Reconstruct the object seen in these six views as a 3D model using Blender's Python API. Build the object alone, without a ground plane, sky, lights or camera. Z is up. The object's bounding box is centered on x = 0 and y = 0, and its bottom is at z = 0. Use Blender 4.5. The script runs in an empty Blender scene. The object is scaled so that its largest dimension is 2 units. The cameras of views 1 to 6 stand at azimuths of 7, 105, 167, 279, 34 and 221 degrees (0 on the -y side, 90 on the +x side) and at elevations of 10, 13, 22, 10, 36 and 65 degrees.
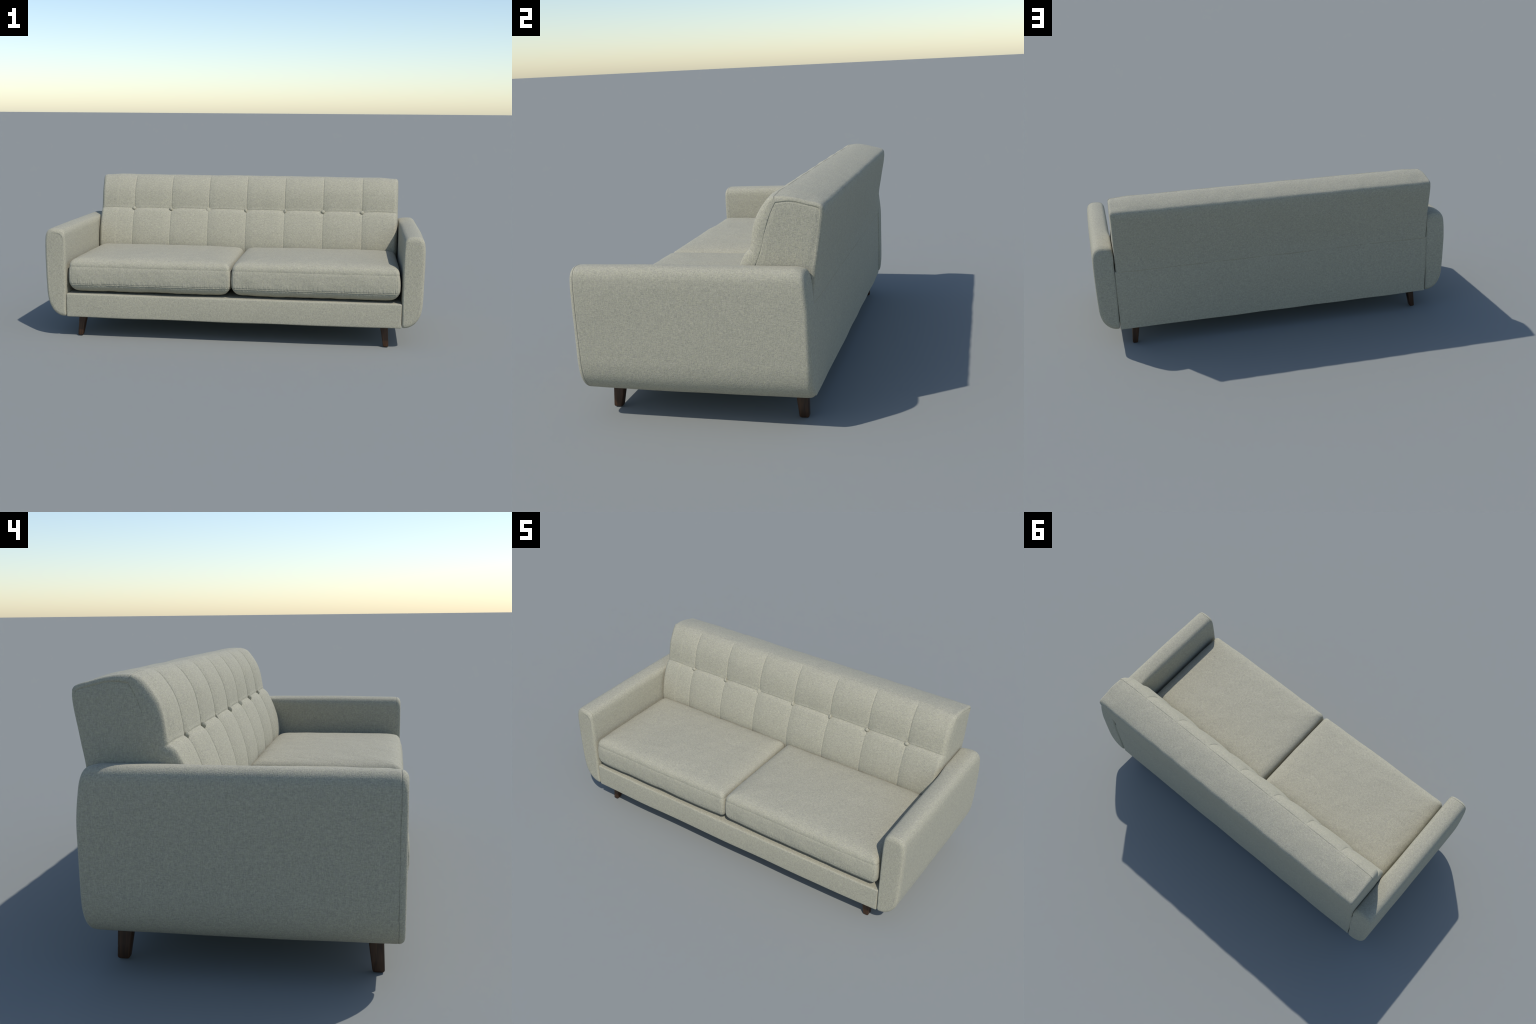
import bpy, bmesh, math
import numpy as np
from mathutils import Vector

# ---------------------------------------------------------------- helpers
def spline(pts, n, cluster=0.0):
    """Centripetal-ish Catmull-Rom through pts, resampled to n points by arc length.
    cluster>0 packs samples towards both ends."""
    P = np.array(pts, float)
    E = np.vstack([2 * P[0] - P[1], P, 2 * P[-1] - P[-2]])
    out = []
    for i in range(1, len(E) - 2):
        p0, p1, p2, p3 = E[i - 1], E[i], E[i + 1], E[i + 2]
        d0 = max(np.linalg.norm(p1 - p0), 1e-9) ** .5
        d1 = max(np.linalg.norm(p2 - p1), 1e-9) ** .5
        d2 = max(np.linalg.norm(p3 - p2), 1e-9) ** .5
        t = np.linspace(0, 1, 40, endpoint=False)[:, None] * d1
        a1 = p0 + (p1 - p0) * ((t + d0) / d0)
        a2 = p1 + (p2 - p1) * (t / d1)
        a3 = p2 + (p3 - p2) * ((t - d1) / d2)
        b1 = a1 + (a2 - a1) * ((t + d0) / (d0 + d1))
        b2 = a2 + (a3 - a2) * (t / (d1 + d2))
        out.append(b1 + (b2 - b1) * (t / d1))
    out.append(P[-1:])
    Q = np.vstack(out)
    L = np.concatenate([[0], np.cumsum(np.linalg.norm(np.diff(Q, axis=0), axis=1))])
    u = np.linspace(0, 1, n)
    if cluster:
        u = (1 - cluster) * u + cluster * (.5 - .5 * np.cos(np.pi * u))
    s = u * L[-1]
    return np.stack([np.interp(s, L, Q[:, k]) for k in range(P.shape[1])], 1)

def smooth(a, b, x):
    t = np.clip((x - a) / (b - a), 0, 1)
    return t * t * (3 - 2 * t)

def gauss(x, w):
    return np.exp(-(x / w) ** 2)

def wobble(P, seed, wavelength, amp, n=14):
    """Smooth pseudo-random scalar field at points P (sum of sines)."""
    rng = np.random.default_rng(seed)
    f = np.zeros(len(P))
    for _ in range(n):
        k = rng.normal(size=3)
        k *= 2 * np.pi / (wavelength * rng.uniform(.7, 1.6)) / np.linalg.norm(k)
        f += np.sin(P @ k + rng.uniform(0, 6.28))
    return f * amp / math.sqrt(n / 2)

def ring_normals(P):
    """Outward normals of closed counter-clockwise 2D rings, shape (n,2)."""
    T = np.roll(P, -1, 0) - np.roll(P, 1, 0)
    N = np.stack([T[:, 1], -T[:, 0]], 1)
    return N / np.maximum(np.linalg.norm(N, axis=1), 1e-9)[:, None]

def mesh_from(name, verts, faces):
    me = bpy.data.meshes.new(name)
    me.from_pydata([tuple(v) for v in verts], [], [tuple(f) for f in faces])
    me.update()
    bm = bmesh.new(); bm.from_mesh(me)
    bmesh.ops.recalc_face_normals(bm, faces=bm.faces)
    bm.to_mesh(me); bm.free()
    me.shade_smooth()
    return me

def add(name, me, parent, mat):
    ob = bpy.data.objects.new(name, me)
    bpy.context.scene.collection.objects.link(ob)
    ob.parent = parent
    if mat is not None:
        me.materials.clear(); me.materials.append(mat)
    return ob

def grid_faces(rows, cols, closed=True):
    """Quads between consecutive rings (row-major), rings closed."""
    f = []
    c = cols if closed else cols - 1
    for r in range(rows - 1):
        a = r * cols; b = a + cols
        for j in range(c):
            k = (j + 1) % cols
            f.append((a + j, a + k, b + k, b + j))
    return f

def vertex_normals(V, F):
    V = np.asarray(V); F = np.asarray(F)
    fn = np.cross(V[F[:, 2]] - V[F[:, 0]], V[F[:, 3]] - V[F[:, 1]])
    N = np.zeros_like(V)
    for k in range(4):
        np.add.at(N, F[:, k], fn)
    return N / np.maximum(np.linalg.norm(N, axis=1), 1e-12)[:, None]

# ---------------------------------------------------------------- materials
def fabric_material(name, base, contrast=1.0):
    m = bpy.data.materials.new(name); m.use_nodes = True
    nt = m.node_tree; nd = nt.nodes; ln = nt.links
    bsdf = nd['Principled BSDF']
    tc = nd.new('ShaderNodeTexCoord')
    def thread(scale, seed):
        mp = nd.new('ShaderNodeMapping')
        mp.inputs['Scale'].default_value = scale
        mp.inputs['Location'].default_value = (seed, seed * 1.7, -seed)
        ln.new(tc.outputs['Object'], mp.inputs['Vector'])
        no = nd.new('ShaderNodeTexNoise')
        no.inputs['Scale'].default_value = 1.0
        no.inputs['Detail'].default_value = 1.5
        no.inputs['Roughness'].default_value = .6
        ln.new(mp.outputs['Vector'], no.inputs['Vector'])
        return no.outputs['Fac']
    fine = 330.0
    tx = thread((85, fine, fine), 1.3)
    ty = thread((fine, 85, fine), 5.1)
    tz = thread((fine, fine, 85), 9.7)
    nub = thread((300, 300, 260), 14.2)
    blotch = thread((140, 140, 140), 3.3)
    def math_(op, a, b):
        n = nd.new('ShaderNodeMath'); n.operation = op
        for i, v in enumerate((a, b)):
            if isinstance(v, (int, float)): n.inputs[i].default_value = v
            else: ln.new(v, n.inputs[i])
        return n.outputs[0]
    s = math_('ADD', math_('ADD', tx, ty), tz)
    weave = math_('DIVIDE', s, 3.0)
    ramp = nd.new('ShaderNodeValToRGB')
    ramp.color_ramp.elements[0].position = .36
    ramp.color_ramp.elements[1].position = .64
    d = .20 * contrast
    b = np.array(base)
    ramp.color_ramp.elements[0].color = (*(b * (1 - d) * np.array([.985, 1.0, 1.03])), 1)
    ramp.color_ramp.elements[1].color = (*(b * (1 + d) * np.array([1.01, 1.0, .98])), 1)
    ln.new(weave, ramp.inputs['Fac'])
    # faint cool / warm drift of the cloth
    r2 = nd.new('ShaderNodeValToRGB')
    r2.color_ramp.elements[0].position = .35; r2.color_ramp.elements[1].position = .65
    r2.color_ramp.elements[0].color = (.99, .978, 1.0, 1)
    r2.color_ramp.elements[1].color = (1.0, 1.0, .970, 1)
    ln.new(blotch, r2.inputs['Fac'])
    mx = nd.new('ShaderNodeMix'); mx.data_type = 'RGBA'; mx.blend_type = 'MULTIPLY'
    mx.inputs['Factor'].default_value = 1.0
    ln.new(ramp.outputs['Color'], mx.inputs[6]); ln.new(r2.outputs['Color'], mx.inputs[7])
    ln.new(mx.outputs[2], bsdf.inputs['Base Color'])
    bump = nd.new('ShaderNodeBump')
    bump.inputs['Strength'].default_value = .55
    bump.inputs['Distance'].default_value = .0022
    ln.new(math_('ADD', math_('MULTIPLY', weave, .8), math_('MULTIPLY', nub, .55)), bump.inputs['Height'])
    ln.new(bump.outputs['Normal'], bsdf.inputs['Normal'])
    bsdf.inputs['Roughness'].default_value = .92
    bsdf.inputs['Specular IOR Level'].default_value = .15
    bsdf.inputs['Sheen Weight'].default_value = .06
    bsdf.inputs['Sheen Roughness'].default_value = .5
    return m

def wood_material():
    m = bpy.data.materials.new('walnut_wood'); m.use_nodes = True
    nt = m.node_tree; nd = nt.nodes; ln = nt.links
    bsdf = nd['Principled BSDF']
    tc = nd.new('ShaderNodeTexCoord'); mp = nd.new('ShaderNodeMapping')
    mp.inputs['Scale'].default_value = (160, 160, 9)
    no = nd.new('ShaderNodeTexNoise'); no.inputs['Scale'].default_value = 1
    no.inputs['Detail'].default_value = 4; no.inputs['Distortion'].default_value = .6
    rp = nd.new('ShaderNodeValToRGB')
    rp.color_ramp.elements[0].position = .3; rp.color_ramp.elements[1].position = .72
    rp.color_ramp.elements[0].color = (.022, .0105, .0052, 1)
    rp.color_ramp.elements[1].color = (.070, .031, .0135, 1)
    ln.new(tc.outputs['Object'], mp.inputs['Vector']); ln.new(mp.outputs['Vector'], no.inputs['Vector'])
    ln.new(no.outputs['Fac'], rp.inputs['Fac']); ln.new(rp.outputs['Color'], bsdf.inputs['Base Color'])
    bsdf.inputs['Roughness'].default_value = .45
    bsdf.inputs['Specular IOR Level'].default_value = .35
    return m

CLOTH = (.356, .339, .261)
FABRIC = fabric_material('woven_upholstery', CLOTH)
THREAD = fabric_material('seam_thread', tuple(c * .9 for c in CLOTH), .5)
WOOD = wood_material()

sofa = bpy.data.objects.new('sofa', None)
bpy.context.scene.collection.objects.link(sofa)
sofa['label'] = 'two-seat tufted grey-beige fabric sofa with tapered wooden legs'
sofa['category'] = 'sofa'

# ---------------------------------------------------------------- rounded boxes (base, rear panel)
def rounded_box(name, lo, hi, r, step, seed, amp=.0007, extra=None):
    lo = np.array(lo); hi = np.array(hi)
    ax = []
    for k in range(3):
        inner = np.linspace(lo[k] + r, hi[k] - r, max(2, int((hi[k] - lo[k]) / step)) + 1)
        e = np.linspace(0, 1, 6)[:-1] * r
        ax.append(np.concatenate([lo[k] + e, inner, (hi[k] - e)[::-1]]))
    V = []; F = []
    for k in range(3):
        a, b = (k + 1) % 3, (k + 2) % 3
        A, B = np.meshgrid(ax[a], ax[b], indexing='ij')
        na, nb = A.shape
        for side in (lo[k], hi[k]):
            P = np.zeros((na * nb, 3)); P[:, k] = side; P[:, a] = A.ravel(); P[:, b] = B.ravel()
            o = sum(len(v) for v in V)
            V.append(P)
            idx = np.arange(na * nb).reshape(na, nb) + o
            F.append(np.stack([idx[:-1, :-1], idx[1:, :-1], idx[1:, 1:], idx[:-1, 1:]], -1).reshape(-1, 4))
    P = np.vstack(V)
    q = np.clip(P, lo + r, hi - r); d = P - q
    n = d / np.maximum(np.linalg.norm(d, axis=1), 1e-9)[:, None]
    P = q + n * r
    P += n * wobble(P, seed, .25, amp)[:, None]
    if extra is not None:
        P = extra(P, n)
    me = bpy.data.meshes.new(name)
    me.from_pydata(P.tolist(), [], np.vstack(F).tolist())
    bm = bmesh.new(); bm.from_mesh(me)
    bmesh.ops.remove_doubles(bm, verts=bm.verts, dist=1e-5)
    bmesh.ops.recalc_face_normals(bm, faces=bm.faces)
    bm.to_mesh(me); bm.free(); me.shade_smooth()
    return me

def swell(P, n):
    w = smooth(0, -.8, n[:, 1]) * (1 - (P[:, 0] / .8875) ** 4)
    P = P.copy(); P[:, 1] -= .0085 * w * (1 - .35 * ((P[:, 2] - .175) / .065) ** 2)
    return P

def hem(P, n):
    g = gauss(P[:, 2] - .126, .0022) * .0018
    return P - n * g[:, None] * (np.abs(n[:, 1:2]) > .5)

add('seat_base', rounded_box('seat_base', (-.8885, -.4450, .1130), (.8885, .38, .2405), .0065, .012, 3, extra=swell), sofa, FABRIC)
add('rear_panel', rounded_box('rear_panel', (-.8885, .34, .1130), (.8885, .4161, .4530), .004, .010, 4, extra=hem), sofa, FABRIC)

# ---------------------------------------------------------------- arm rests
def arm_mesh(side):
    # cross-section seen from the front, inner face at x=.8885 (counter-clockwise in x,z)
    sec = spline([(.8890, .140), (.8890, .124), (.8935, .1135), (.906, .1125), (.923, .1160), (.944, .1265),
                  (.965, .1465), (.983, .1790), (.9930, .2220), (.9965, .2800), (.9990, .38), (1.000, .47),
                  (.9985, .530), (.994, .5620), (.984, .5805), (.968, .5905), (.947, .5930), (.923, .5905),
                  (.904, .5835), (.8925, .5670), (.8880, .535), (.8862, .48), (.8862, .30), (.8890, .140)], 321)[:-1]
    N = ring_normals(sec)
    cen = np.array([.943, .36])
    y0, y1 = -.4485, .4215
    rf, rb = .0165, .018
    ys = np.concatenate([y0 + rf * (1 - np.cos(np.linspace(0, np.pi / 2, 12))),
                         np.linspace(y0 + rf + .002, y1 - rb - .002, 110),
                         (y1 - rb * (1 - np.cos(np.linspace(0, np.pi / 2, 12))))[::-1]])
    ys = np.sort(np.concatenate([ys, y0 + .0185 + np.linspace(-.004, .004, 9)]))
    rings = []
    for y in ys:
        df, db = y - y0, y1 - y
        e = 0.0
        if df < rf: e += rf - math.sqrt(max(rf * rf - (rf - df) ** 2, 0))
        if db < rb: e += rb - math.sqrt(max(rb * rb - (rb - db) ** 2, 0))
        # long faces swell slightly towards the middle
        mid = 1 - ((y - .5 * (y0 + y1)) / (.5 * (y1 - y0))) ** 2
        e += .0022 * (1 - mid)
        P = np.array([.930, .352]) + (sec - np.array([.930, .352])) * np.array([1 - e / .070, 1 - e / .24])
        # seam behind the front panel (outer side and top)
        g = gauss(df - .0185, .0015) * .0014
        out = (N[:, 0] > .2) | (N[:, 1] > .3)
        P = P - N * (g * smooth(.15, .5, np.maximum(N[:, 0], N[:, 1])))[:, None]
        x, z = P[:, 0].copy(), P[:, 1].copy()
        # inner edge is fuller beside the backrest; the arms differ a little
        inner = smooth(.935, .892, x)
        x -= (x - .8850) * .75 * inner * smooth(.48, .54, z) * smooth(.08, .22, y)
        if side < 0: x -= .0030 * inner * smooth(.22, .32, z)
        # rear top corner falls away with a wide radius, rear bottom likewise
        R = .052
        if db < R:
            drop = R - math.sqrt(max(R * R - (R - db) ** 2, 0))
            z -= drop * smooth(.42, .59, z) * .48
        R = .040
        if db < R:
            lift = R - math.sqrt(max(R * R - (R - db) ** 2, 0))
            z += lift * (1 - smooth(.112, .30, z)) * .25
        R = .040
        if df < R:
            drop = R - math.sqrt(max(R * R - (R - df) ** 2, 0))
            z -= drop * smooth(.50, .59, z) * .20
        yy = y - .010 * smooth(.42, .58, z) * smooth(.10, 0, db)
        rings.append(np.stack([x, yy + 0 * x, z], 1))
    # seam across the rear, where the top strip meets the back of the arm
    def cap(ring, sgn):
        out = []
        # close towards the upright middle line of the panel
        for t in (.03, .08, .16, .27, .4, .55, .7, .85, 1.0):
            P = ring.copy()
            P[:, 0] = ring[:, 0] * (1 - t) + cen[0] * t
            P[:, 2] = ring[:, 2] * (1 - t) + np.clip(ring[:, 2], .175, .535) * t
            P[:, 1] = ring[:, 1] + sgn * .0006 * math.sin(min(t / .6, 1) * math.pi / 2)
            out.append(P)
        return out
    front = cap(rings[0], -1)[::-1]
    rear = cap(rings[-1], 1)
    allr = front + rings + rear
    n = len(sec)
    V = np.vstack(allr)
    F = grid_faces(len(allr), n)
    nn = vertex_normals(V, F)
    nn *= np.sign(((V - np.array([.943, 0, .36])) * nn).sum(1).mean())
    flat = np.ones(len(V)); flat[:9 * n] = 0; flat[-9 * n:] = 0
    V = V + nn * (flat * (wobble(V, 11 + side, .26, .0005) + wobble(V, 15 + side, .05, .00008)))[:, None]
    V[:, 0] = np.minimum(V[:, 0], .9999)
    V[:, 0] *= side
    return mesh_from('arm_rest', V, F)

for side in (-1, 1):
    add('arm_rest', arm_mesh(side), sofa, FABRIC)

# ---------------------------------------------------------------- backrest
BTN_X = [i * .22555 for i in range(-3, 4)]
XE = .8835
def build_backrest():
    A = spline([(.165, .318), (.138, .350), (.124, .390), (.1205, .430), (.1240, .470), (.1335, .513), (.1465, .553),
                (.1620, .590), (.1725, .6110), (.1815, .6250), (.1905, .6350)], 110, .35)      # lower pad
    B = spline([(.1905, .6350), (.1945, .648), (.1980, .668), (.2070, .712), (.2200, .752), (.2410, .789),
                (.2630, .815), (.2900, .8295)], 110, .35)                                     # upper pad
    C = spline([(.2900, .8295), (.320, .8295), (.360, .8245), (.400, .8145), (.432, .8035), (.4510, .7940), (.4580, .7850)], 60, .3)
    D = spline([(.4580, .7850), (.4590, .7660), (.4500, .7000), (.4390, .6350), (.4280, .5650), (.4200, .5000), (.4168, .4470)], 70)
    Eb = spline([(.4168, .4470), (.4120, .4440), (.395, .400), (.360, .335), (.300, .310), (.220, .305), (.165, .318)], 40)
    sec = np.vstack([A[:-1], B[:-1], C[:-1], D[:-1], Eb[:-1]])
    reg = np.concatenate([np.full(len(A) - 1, 0), np.full(len(B) - 1, 1), np.full(len(C) - 1, 2), np.full(len(D) - 1, 3), np.full(len(Eb) - 1, 4)])
    tt = np.concatenate([np.linspace(0, 1, len(q))[:-1] for q in (A, B, C, D, Eb)])
    n = len(sec)
    N = -ring_normals(sec)
    cen = np.array([.30, .57])
    if ((sec - cen) * N).sum() < 0: N = -N
    for _ in range(3):
        N = (N + .5 * np.roll(N, 1, 0) + .5 * np.roll(N, -1, 0)); N /= np.linalg.norm(N, axis=1)[:, None]
    seg = np.linalg.norm(np.roll(sec, -1, 0) - sec, axis=1); arc = np.concatenate([[0], np.cumsum(seg)[:-1]])
    a_cre = arc[len(A) - 1]; a_top = arc[len(A) + len(B) - 2]; a_rear = arc[len(A) + len(B) + len(C) - 3]
    a_low = arc[len(A) + len(B) + len(C) + len(D) - 4]
    # edge radius round the section: soft in front, tight at top and rear
    rad = np.where(reg <= 1, 1e-6, .010 + .008 * gauss(arc - a_top, .045))
    # the pad rolls back round its ends to this smooth outline
    i_top = len(A) + len(B) - 2
    frac = arc[:i_top + 1] / arc[i_top]
    # x stations, packed towards the seams and the ends
    xs = []
    bounds = [-XE] + BTN_X + [XE]
    for i in range(len(bounds) - 1):
        a, b = bounds[i], bounds[i + 1]
        u = np.linspace(0, 1, 58, endpoint=False)
        u = .35 * u + .65 * (.5 - .5 * np.cos(np.pi * u))
        xs += list(a + (b - a) * u)
    xs.append(XE)
    xs = np.array(xs)
    rings = []
    B_ = np.array(bounds)
    for x in xs:
        i = int(np.clip(np.searchsorted(B_, x, 'right') - 1, 0, len(B_) - 2))
        u = (x - B_[i]) / (B_[i + 1] - B_[i])
        if i == 0: u = .5 + .5 * u if u > .5 else .5        # end panels: crease only on the button side
        if i == len(B_) - 2: u = .5 * u / .5 if u < .5 else .5
        if i == len(B_) - 2: u = min(u, .5)
        p = 1 - abs(2 * u - 1) ** 2.2
        dx = np.min(np.abs(np.array(BTN_X) - x))
        dist = XE - abs(x)
        # puff of the quilted panels
        up = np.where(reg == 1, np.sin(np.pi * np.clip(tt * .93 + .03, 0, 1)) ** .6, 0)
        lo = np.where(reg == 0, smooth(0, .35, tt) * (1 - smooth(.90, 1.0, tt)), 0)
        d = p * (.0058 * up + .0060 * lo)
        # stitched vertical grooves
        gfade = np.where(reg == 1, 1 - smooth(.80, .97, tt), np.where(reg == 0, smooth(.05, .2, tt), 0))
        d = d - np.where(reg == 0, .0016, .0023) * gauss(dx, .0033) * gfade - .0015 * gauss(dx, .022) * gfade
        # pulled-in tufts at the buttons
        d = d - .0035 * np.exp(-(dx / .026) ** 2 - ((arc - a_cre) / .022) ** 2)
        # stitched crease and seams running along the sofa
        d = d - .0014 * gauss(arc - a_cre, .0028) - .0022 * gauss(arc - a_top, .0020)
        # loose cloth along the rear top edge
        e = np.zeros(n)
        inside = dist < rad
        e[inside] = rad[inside] - np.sqrt(np.maximum(rad[inside] ** 2 - (rad[inside] - dist) ** 2, 0))
        # shoulders droop towards the ends, crown in between
        shoulder = smooth(.12, .0, dist)
        P = sec + N * (d - e)[:, None]
        z = P[:, 1] - .0065 * shoulder * smooth(.66, .83, P[:, 1]) * (1 - .8 * smooth(.40, .45, P[:, 0]))
        y = P[:, 0] + (.005 * shoulder * smooth(.55, .70, P[:, 1])) * (reg <= 1) * (1 - smooth(a_top - .06, a_top, arc))
        # crease line bows up between the buttons
        z = z + .0045 * p * gauss(arc - a_cre, .02) - .004 * smooth(.1, 0, dist) * gauss(arc - a_cre, .03)
        wx = .025
        if dist < wx:
            end = spline([(y[0], z[0]), (.168, .360), (.165, .430), (.178, .500), (.209, .575), (.235, .641), (.252, .702),
                          (.275, .766), (y[i_top], z[i_top])], 240)
            L = np.linspace(0, 1, 240)
            w = 1 - math.sqrt(max(1 - ((wx - dist) / wx) ** 2, 0))
            w = w * (1 - .25 * gauss(frac - 1, .12))if dist > 1e-6 else w + 0 * frac
            f = slice(0, i_top + 1)
            y = y.copy(); z = z.copy()
            y[f] = y[f] * (1 - w) + np.interp(frac, L, end[:, 0]) * w
            z[f] = z[f] * (1 - w) + np.interp(frac, L, end[:, 1]) * w
        if inside.any():
            th = np.unwrap(np.arctan2(z - cen[1], y - cen[0])); r = np.hypot(y - cen[0], z - cen[1])
            th = np.maximum.accumulate(th) if th[-1] > th[0] else np.minimum.accumulate(th)
            th = th + np.linspace(0, 1e-4, n) * np.sign(th[-1] - th[0])
            y, z = cen[0] + r * np.cos(th), cen[1] + r * np.sin(th)
        rings.append(np.stack([np.full(n, x), y, z], 1))
    def cap(ring, sgn):
        out = []
        ny = ring_normals(ring[:, 1:])
        if ((ring[:, 1:] - cen) * ny).sum() < 0: ny = -ny
        # straight to the core in relative steps; distance measured in metres
        rel = ring[:, 1:] - cen
        L = np.linalg.norm(rel, axis=1)
        for dd in (.0012, .0025, .004, .0055, .0075, .0095, .0115, .0135, .016, .020, .027, .036):
            t = dd / L * 1.15
            q = cen + rel * (1 - t)[:, None]
            front = (reg <= 1)
            groove = np.where(front, .0011 * (1 + .4 * np.sin(arc * 160) * np.sin(arc * 57)) * gauss(dd - .0025, .0020) * smooth(.02, .05, arc),
                              np.where(reg == 2, .0019 * gauss(dd - .0042, .0016), 0))
            puff = .0015 * smooth(.004, .03, dd)
            out.append(np.stack([ring[:, 0] + sgn * (puff - groove), q[:, 0], q[:, 1]], 1))
        last = out[-1]
        for t in (.25, .5, .75, .93, .998):
            P = last.copy(); P[:, 1:] = last[:, 1:] * (1 - t) + cen * t
            out.append(P)
        return out
    lft = cap(rings[0], -1)[::-1]; rgt = cap(rings[-1], 1)
    allr = lft + rings + rgt
    V = np.vstack(allr)
    F = np.array(grid_faces(len(allr), n))
    nn = vertex_normals(V, F)
    if ((V - V.mean(0)) * nn).sum() < 0:
        F = F[:, ::-1]; nn = -nn
    rr = np.tile(reg, len(allr)); aa = np.tile(arc, len(allr))
    w = wobble(V, 21, .22, .0007) + wobble(V, 23, .06, .00025)
    # slack cloth ripples along the rear top edge
    w += gauss(aa - a_rear, .022) * wobble(V, 25, .09, .0005)
    w[:len(lft) * n] = 0; w[-len(rgt) * n:] = 0
    V = V + nn * w[:, None]
    nn = vertex_normals(V, F)
    # split by region: tufted pad (front) / cover (top, rear, ends)
    row = np.arange(len(F)) // n; col = np.arange(len(F)) % n
    in_main = (row >= len(lft) + 0) & (row < len(lft) + len(rings) - 1)
    front = in_main & (reg[col] <= 1)
    rear = in_main & (reg[col] >= 3)
    top = in_main & (reg[col] == 2)
    ends = ~in_main
    caps = [tuple(range(n))[::-1], tuple(range((len(allr) - 1) * n, len(allr) * n))]
    def part(name, sel, extra=()):
        f = F[sel]
        ids, inv = np.unique(f, return_inverse=True)
        inv = inv.reshape(f.shape)
        lut = {int(v): i for i, v in enumerate(ids)}
        faces = [tuple(q) for q in inv.tolist()] + [tuple(lut[v] for v in e) for e in extra]
        me = bpy.data.meshes.new(name)
        me.from_pydata(V[ids].tolist(), [], faces); me.update(); me.shade_smooth()
        me.normals_split_custom_set_from_vertices(nn[ids].tolist())
        return me
    return [('tufted_pad', part('tufted_pad', front)), ('top_panel', part('top_panel', top)), ('back_panel', part('back_panel', rear)),
            ('side_panel', part('side_panel', ends & (row < len(lft) + 5))),
            ('side_panel', part('side_panel', ends & (row > len(lft) + 5)))]

backrest = bpy.data.objects.new('backrest', None)
bpy.context.scene.collection.objects.link(backrest); backrest.parent = sofa
for nm, me in build_backrest():
    add(nm, me, backrest, FABRIC)

# covered buttons in the tufts
def button_mesh():
    prof = spline([(.0, .0042), (.004, .0041), (.0085, .0034), (.0115, .0018), (.0127, -.001), (.0112, -.005), (.007, -.010)], 22)
    n = 40
    V = []; 
    for r, h in prof:
        for j in range(n):
            a = 2 * math.pi * j / n
            rr = max(r, .0002)
            V.append((rr * math.cos(a), rr * math.sin(a), h))
    F = grid_faces(len(prof), n) + [tuple(range(n)), tuple(range((len(prof) - 1) * n, len(prof) * n))]
    return mesh_from('button', V, F)
bm_ = button_mesh()
rng = np.random.default_rng(5)
for i, x in enumerate(BTN_X):
    b = add('button', bm_, backrest, FABRIC)
    b.location = (x, .1920, .6330)
    b.rotation_euler = (math.radians(70 + rng.uniform(-4, 4)), math.radians(rng.uniform(-4, 4)), rng.uniform(0, 6))
    b.rotation_mode = 'XYZ'

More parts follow.
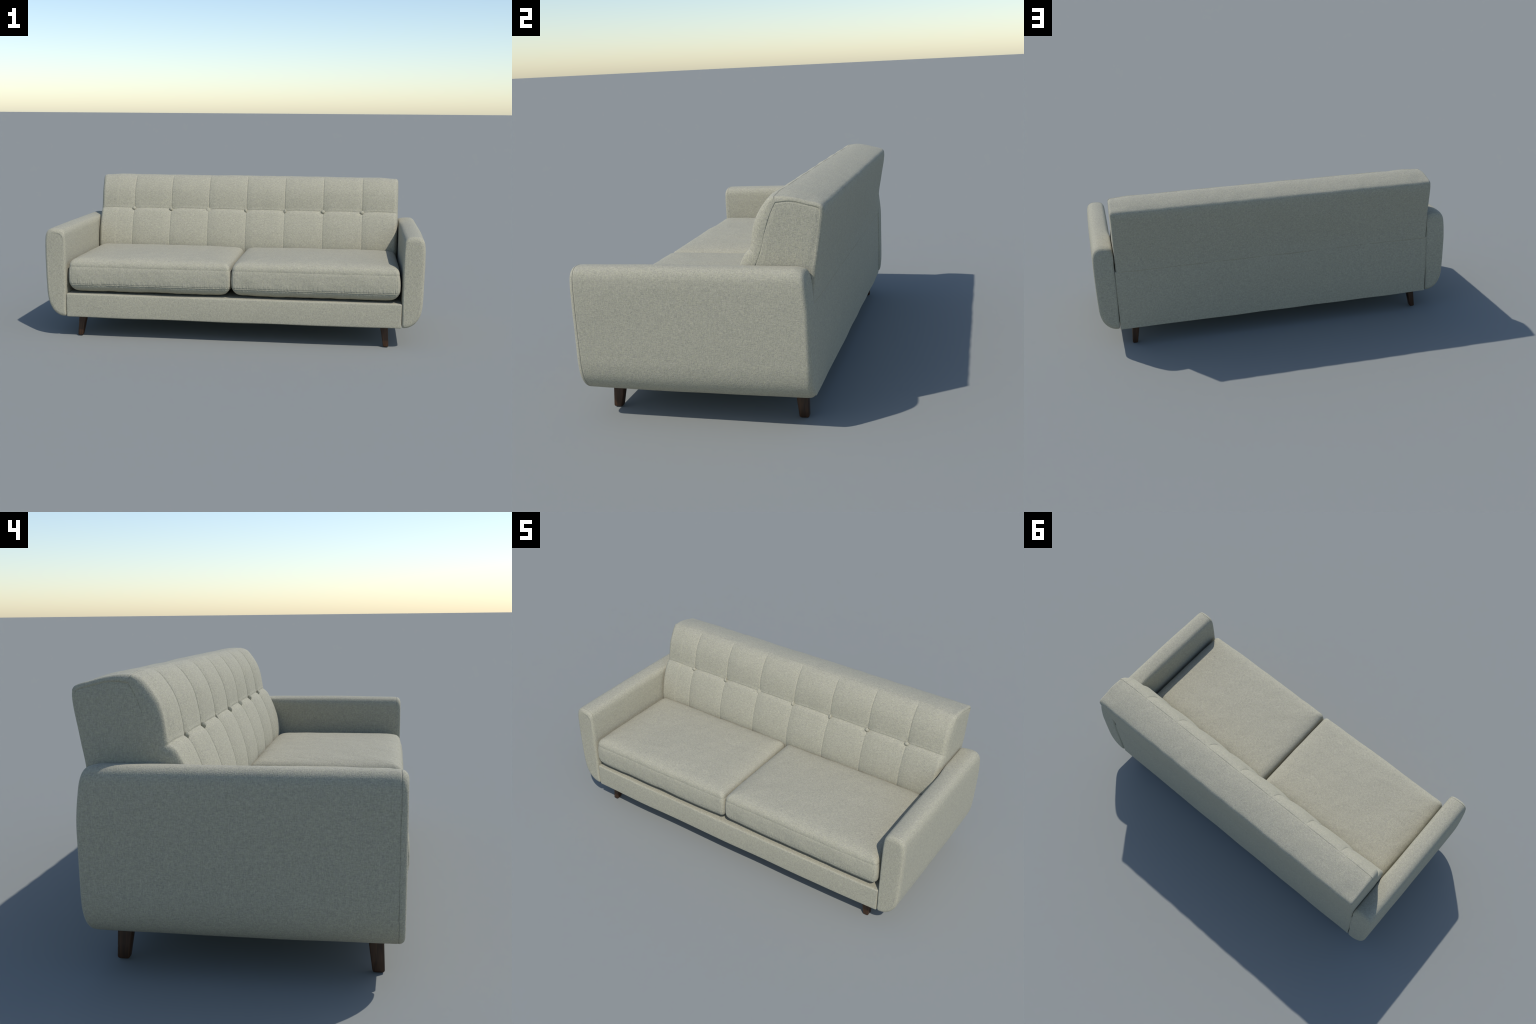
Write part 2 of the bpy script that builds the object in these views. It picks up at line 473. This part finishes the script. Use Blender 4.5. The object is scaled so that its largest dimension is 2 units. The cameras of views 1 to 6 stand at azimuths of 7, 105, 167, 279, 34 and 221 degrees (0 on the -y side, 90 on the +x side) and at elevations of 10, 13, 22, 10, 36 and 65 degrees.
# ---------------------------------------------------------------- seat cushions
def cushion_mesh(x0, x1, seed):
    y0, y1 = -.4525, .1290
    # edge profile: (inset, height) from the underside, round the boxing, to the crown
    prof = spline([(.11, .2480), (.075, .2485), (.055, .2495), (.037, .2535), (.0225, .2615), (.0105, .2740), (.0025, .2870)], 30)
    prof = np.vstack([prof[:-1], spline([(.0025, .2870), (-.0015, .300), (-.0035, .325), (-.0035, .350), (-.0015, .375), (.0012, .3880)], 46, .3)])
    prof = np.vstack([prof[:-1], spline([(.0012, .3880), (.0025, .4000), (.0075, .4115), (.0180, .4215), (.036, .4290), (.065, .4335), (.11, .4360)], 46, .2)])
    # plan: rounded rectangle
    def plan(inset, cr, step=.0032):
        ax0, ax1, ay0, ay1 = x0 + inset, x1 - inset, y0 + inset, y1 - inset
        return ax0, ax1, ay0, ay1
    # one master outline in normalised form: straight runs + corners, same count on every ring
    nx, ny, nc = 240, 160, 14
    W, H = x1 - x0, y1 - y0
    def outline(inset, cr):
        a0, a1, b0, b1 = x0 + inset, x1 - inset, y0 + inset, y1 - inset
        pts = []
        def corner(cx, cy, s):
            for k in range(nc):
                a = s + (math.pi / 2) * k / nc
                pts.append((cx + cr * math.cos(a), cy + cr * math.sin(a)))
        def run(p, q, m):
            t = np.linspace(0, 1, m, endpoint=False)
            t = .55 * t + .45 * (.5 - .5 * np.cos(np.pi * t))
            for k in t:
                pts.append((p[0] + (q[0] - p[0]) * k, p[1] + (q[1] - p[1]) * k))
        run((a0 + cr, b0), (a1 - cr, b0), nx); corner(a1 - cr, b0 + cr, -math.pi / 2)
        run((a1, b0 + cr), (a1, b1 - cr), ny); corner(a1 - cr, b1 - cr, 0)
        run((a1 - cr, b1), (a0 + cr, b1), nx); corner(a0 + cr, b1 - cr, math.pi / 2)
        run((a0, b1 - cr), (a0, b0 + cr), ny); corner(a0 + cr, b0 + cr, math.pi)
        return np.array(pts)
    rings = []
    cx, cy = .5 * (x0 + x1), .5 * (y0 + y1)
    def crown(P):
        u = (P[:, 0] - cx) / (W / 2); v = (P[:, 1] - cy) / (H / 2)
        return .0075 * np.clip(1 - u ** 2, 0, 1) * np.clip(1 - np.abs(v) ** 3, 0, 1)
    def bow(P):
        """front and sides swell between the corners"""
        u = (P[:, 0] - cx) / (W / 2); v = (P[:, 1] - cy) / (H / 2)
        Q = P.copy()
        Q[:, 0] += .0045 * u * np.abs(u) ** 6 * (1 - v ** 2)
        Q[:, 1] -= .0030 * (1 - u ** 2) * smooth(.2, 1, -v)
        return Q
    for i, z in prof:
        cr = max(.020 - .25 * i, .006) if i < .02 else .016 + (i - .02) * .2
        P = bow(outline(i, cr))
        zz = np.full(len(P), z)
        if z > .38: zz = zz + crown(P) * smooth(.388, .425, z)
        rings.append(np.stack([P[:, 0], P[:, 1], zz], 1))
    top = rings[-1]
    for t in np.linspace(.06, .97, 18):
        P = top.copy(); P[:, 0] = top[:, 0] * (1 - t) + cx * t; P[:, 1] = top[:, 1] * (1 - t) + cy * t
        # squeeze towards a ridge so the crown stays even
        P[:, 2] = .4360 + .0025 * smooth(0, .8, t) + crown(P)
        rings.append(P)
    bot = rings[0]
    low = []
    for t in (.97, .7, .35):
        P = bot.copy(); P[:, 0] = bot[:, 0] * (1 - t) + cx * t; P[:, 1] = bot[:, 1] * (1 - t) + cy * t
        low.append(P)
    rings = low + rings
    n = len(top)
    V = np.vstack(rings); F = grid_faces(len(rings), n)
    nn = vertex_normals(V, F)
    if ((V - V.mean(0)) * nn).sum() < 0: nn = -nn
    x, y, z = V.T
    # seams: top edge stitch, double welt at the lower edge, upright seams beside the corners
    fade = .45 + .55 * np.clip(np.sin(x * 61 + seed) + np.sin(x * 147 + y * 90), 0, 1)
    d = -.0011 * fade * gauss(z - .3885, .0014) * (z < .395)
    d += -.0030 * gauss(z - .2890, .0017) - .0018 * gauss(z - .2960, .0014) + .0012 * gauss(z - .2925, .0015)
    mid = smooth(.290, .297, z) * (1 - smooth(.380, .388, z))
    for xe, s in ((x0, 1), (x1, -1)):
        dxe = (x - xe) * s
        d += -.0018 * gauss(dxe - .0145, .0017) * mid * (y < cy)
        d += +.0008 * gauss(dxe - .0105, .003) * mid * (y < cy)
    # puckers where the boxing is gathered at the lower seam
    along = np.where(np.abs(y - cy) > H / 2 - .02, x, y)
    rg = np.random.default_rng(seed)
    pk = sum(np.sin(along * k + rg.uniform(0, 6.28)) for k in rg.uniform(180, 620, 9)) / 3
    d += .00085 * pk * gauss(z - .305, .011) * (z > .297) + .0004 * pk * gauss(z - .282, .008) * (z < .289)
    d += .0003 * pk * gauss(z - .384, .006)
    d += wobble(V, seed, .26, .0009) + wobble(V, seed + 1, .09, .0004) + wobble(V, seed + 2, .03, .00015)
    V = V + nn * d[:, None]
    F = F + [tuple(range(n)), tuple(range((len(rings) - 1) * n, len(rings) * n))]
    return mesh_from('seat_cushion', V, F)

def stitch_mesh(x0, x1, z, y, seed):
    """run of short thread stitches along the front edge of a cushion"""
    rg = np.random.default_rng(seed)
    V = []; F = []
    x = x0
    while x < x1:
        L = rg.uniform(.004, .009); o = len(V); n = 6
        cx = .5 * (x0 + x1); u = (x - cx) / (.5 * (x1 - x0))
        yy = y - .0030 * (1 - u * u)
        for xx, r in ((x, .0002), (x + .001, .0006), (x + L - .001, .0006), (x + L, .0002)):
            for j in range(n):
                a = 2 * math.pi * j / n
                V.append((xx, yy + r * math.cos(a), z + r * math.sin(a)))
        F += [tuple(o + i for i in f) for f in grid_faces(4, n)]
        x += L + rg.uniform(.003, .012)
    return mesh_from('stitching', V, F)

for x0, x1, seed in ((-.8690, -.0030, 31), (.0080, .8735, 47)):
    c = add('seat_cushion', cushion_mesh(x0, x1, seed), sofa, FABRIC)
    s = add('stitching', stitch_mesh(x0 + .03, x1 - .03, .2925, -.4530, seed), c, THREAD)
    s['kind'] = 'stuff'

# ---------------------------------------------------------------- legs
def leg_mesh(top, bottom):
    """tapered square leg with chamfered corners; top/bottom = (x0,x1,y0,y1) at z=.118 / 0"""
    lev = [(0.0, .0030), (.0022, .0012), (.006, 0), (.04, 0), (.08, 0), (.122, 0)]
    V = []
    for z, ins in lev:
        t = z / .118
        x0, x1, y0, y1 = [b + (a - b) * t for a, b in zip(top, bottom)]
        x0 += ins; x1 -= ins; y0 += ins; y1 -= ins
        c = .0045
        for cx, cy, s in ((x1 - c, y0 + c, -90), (x1 - c, y1 - c, 0), (x0 + c, y1 - c, 90), (x0 + c, y0 + c, 180)):
            for k in range(4):
                a = math.radians(s + 30 * k)
                V.append((cx + c * math.cos(a), cy + c * math.sin(a), z))
    n = 16
    F = grid_faces(len(lev), n) + [tuple(range(n)), tuple(range((len(lev) - 1) * n, len(lev) * n))]
    me = mesh_from('leg', V, F)
    me.set_sharp_from_angle(angle=math.radians(40))
    return me

LEGS = [((.7805, .8225, -.3925, -.3465), (.8005, .8285, -.3975, -.3635)),
        ((.7805, .8225, .3210, .3690), (.8005, .8285, .3355, .3715)),
        ((-.8360, -.7960, -.3925, -.3465), (-.8455, -.8195, -.3975, -.3635)),
        ((-.8360, -.7960, .3210, .3690), (-.8455, -.8195, .3355, .3715))]
for t, b in LEGS:
    add('leg', leg_mesh(t, b), sofa, WOOD)
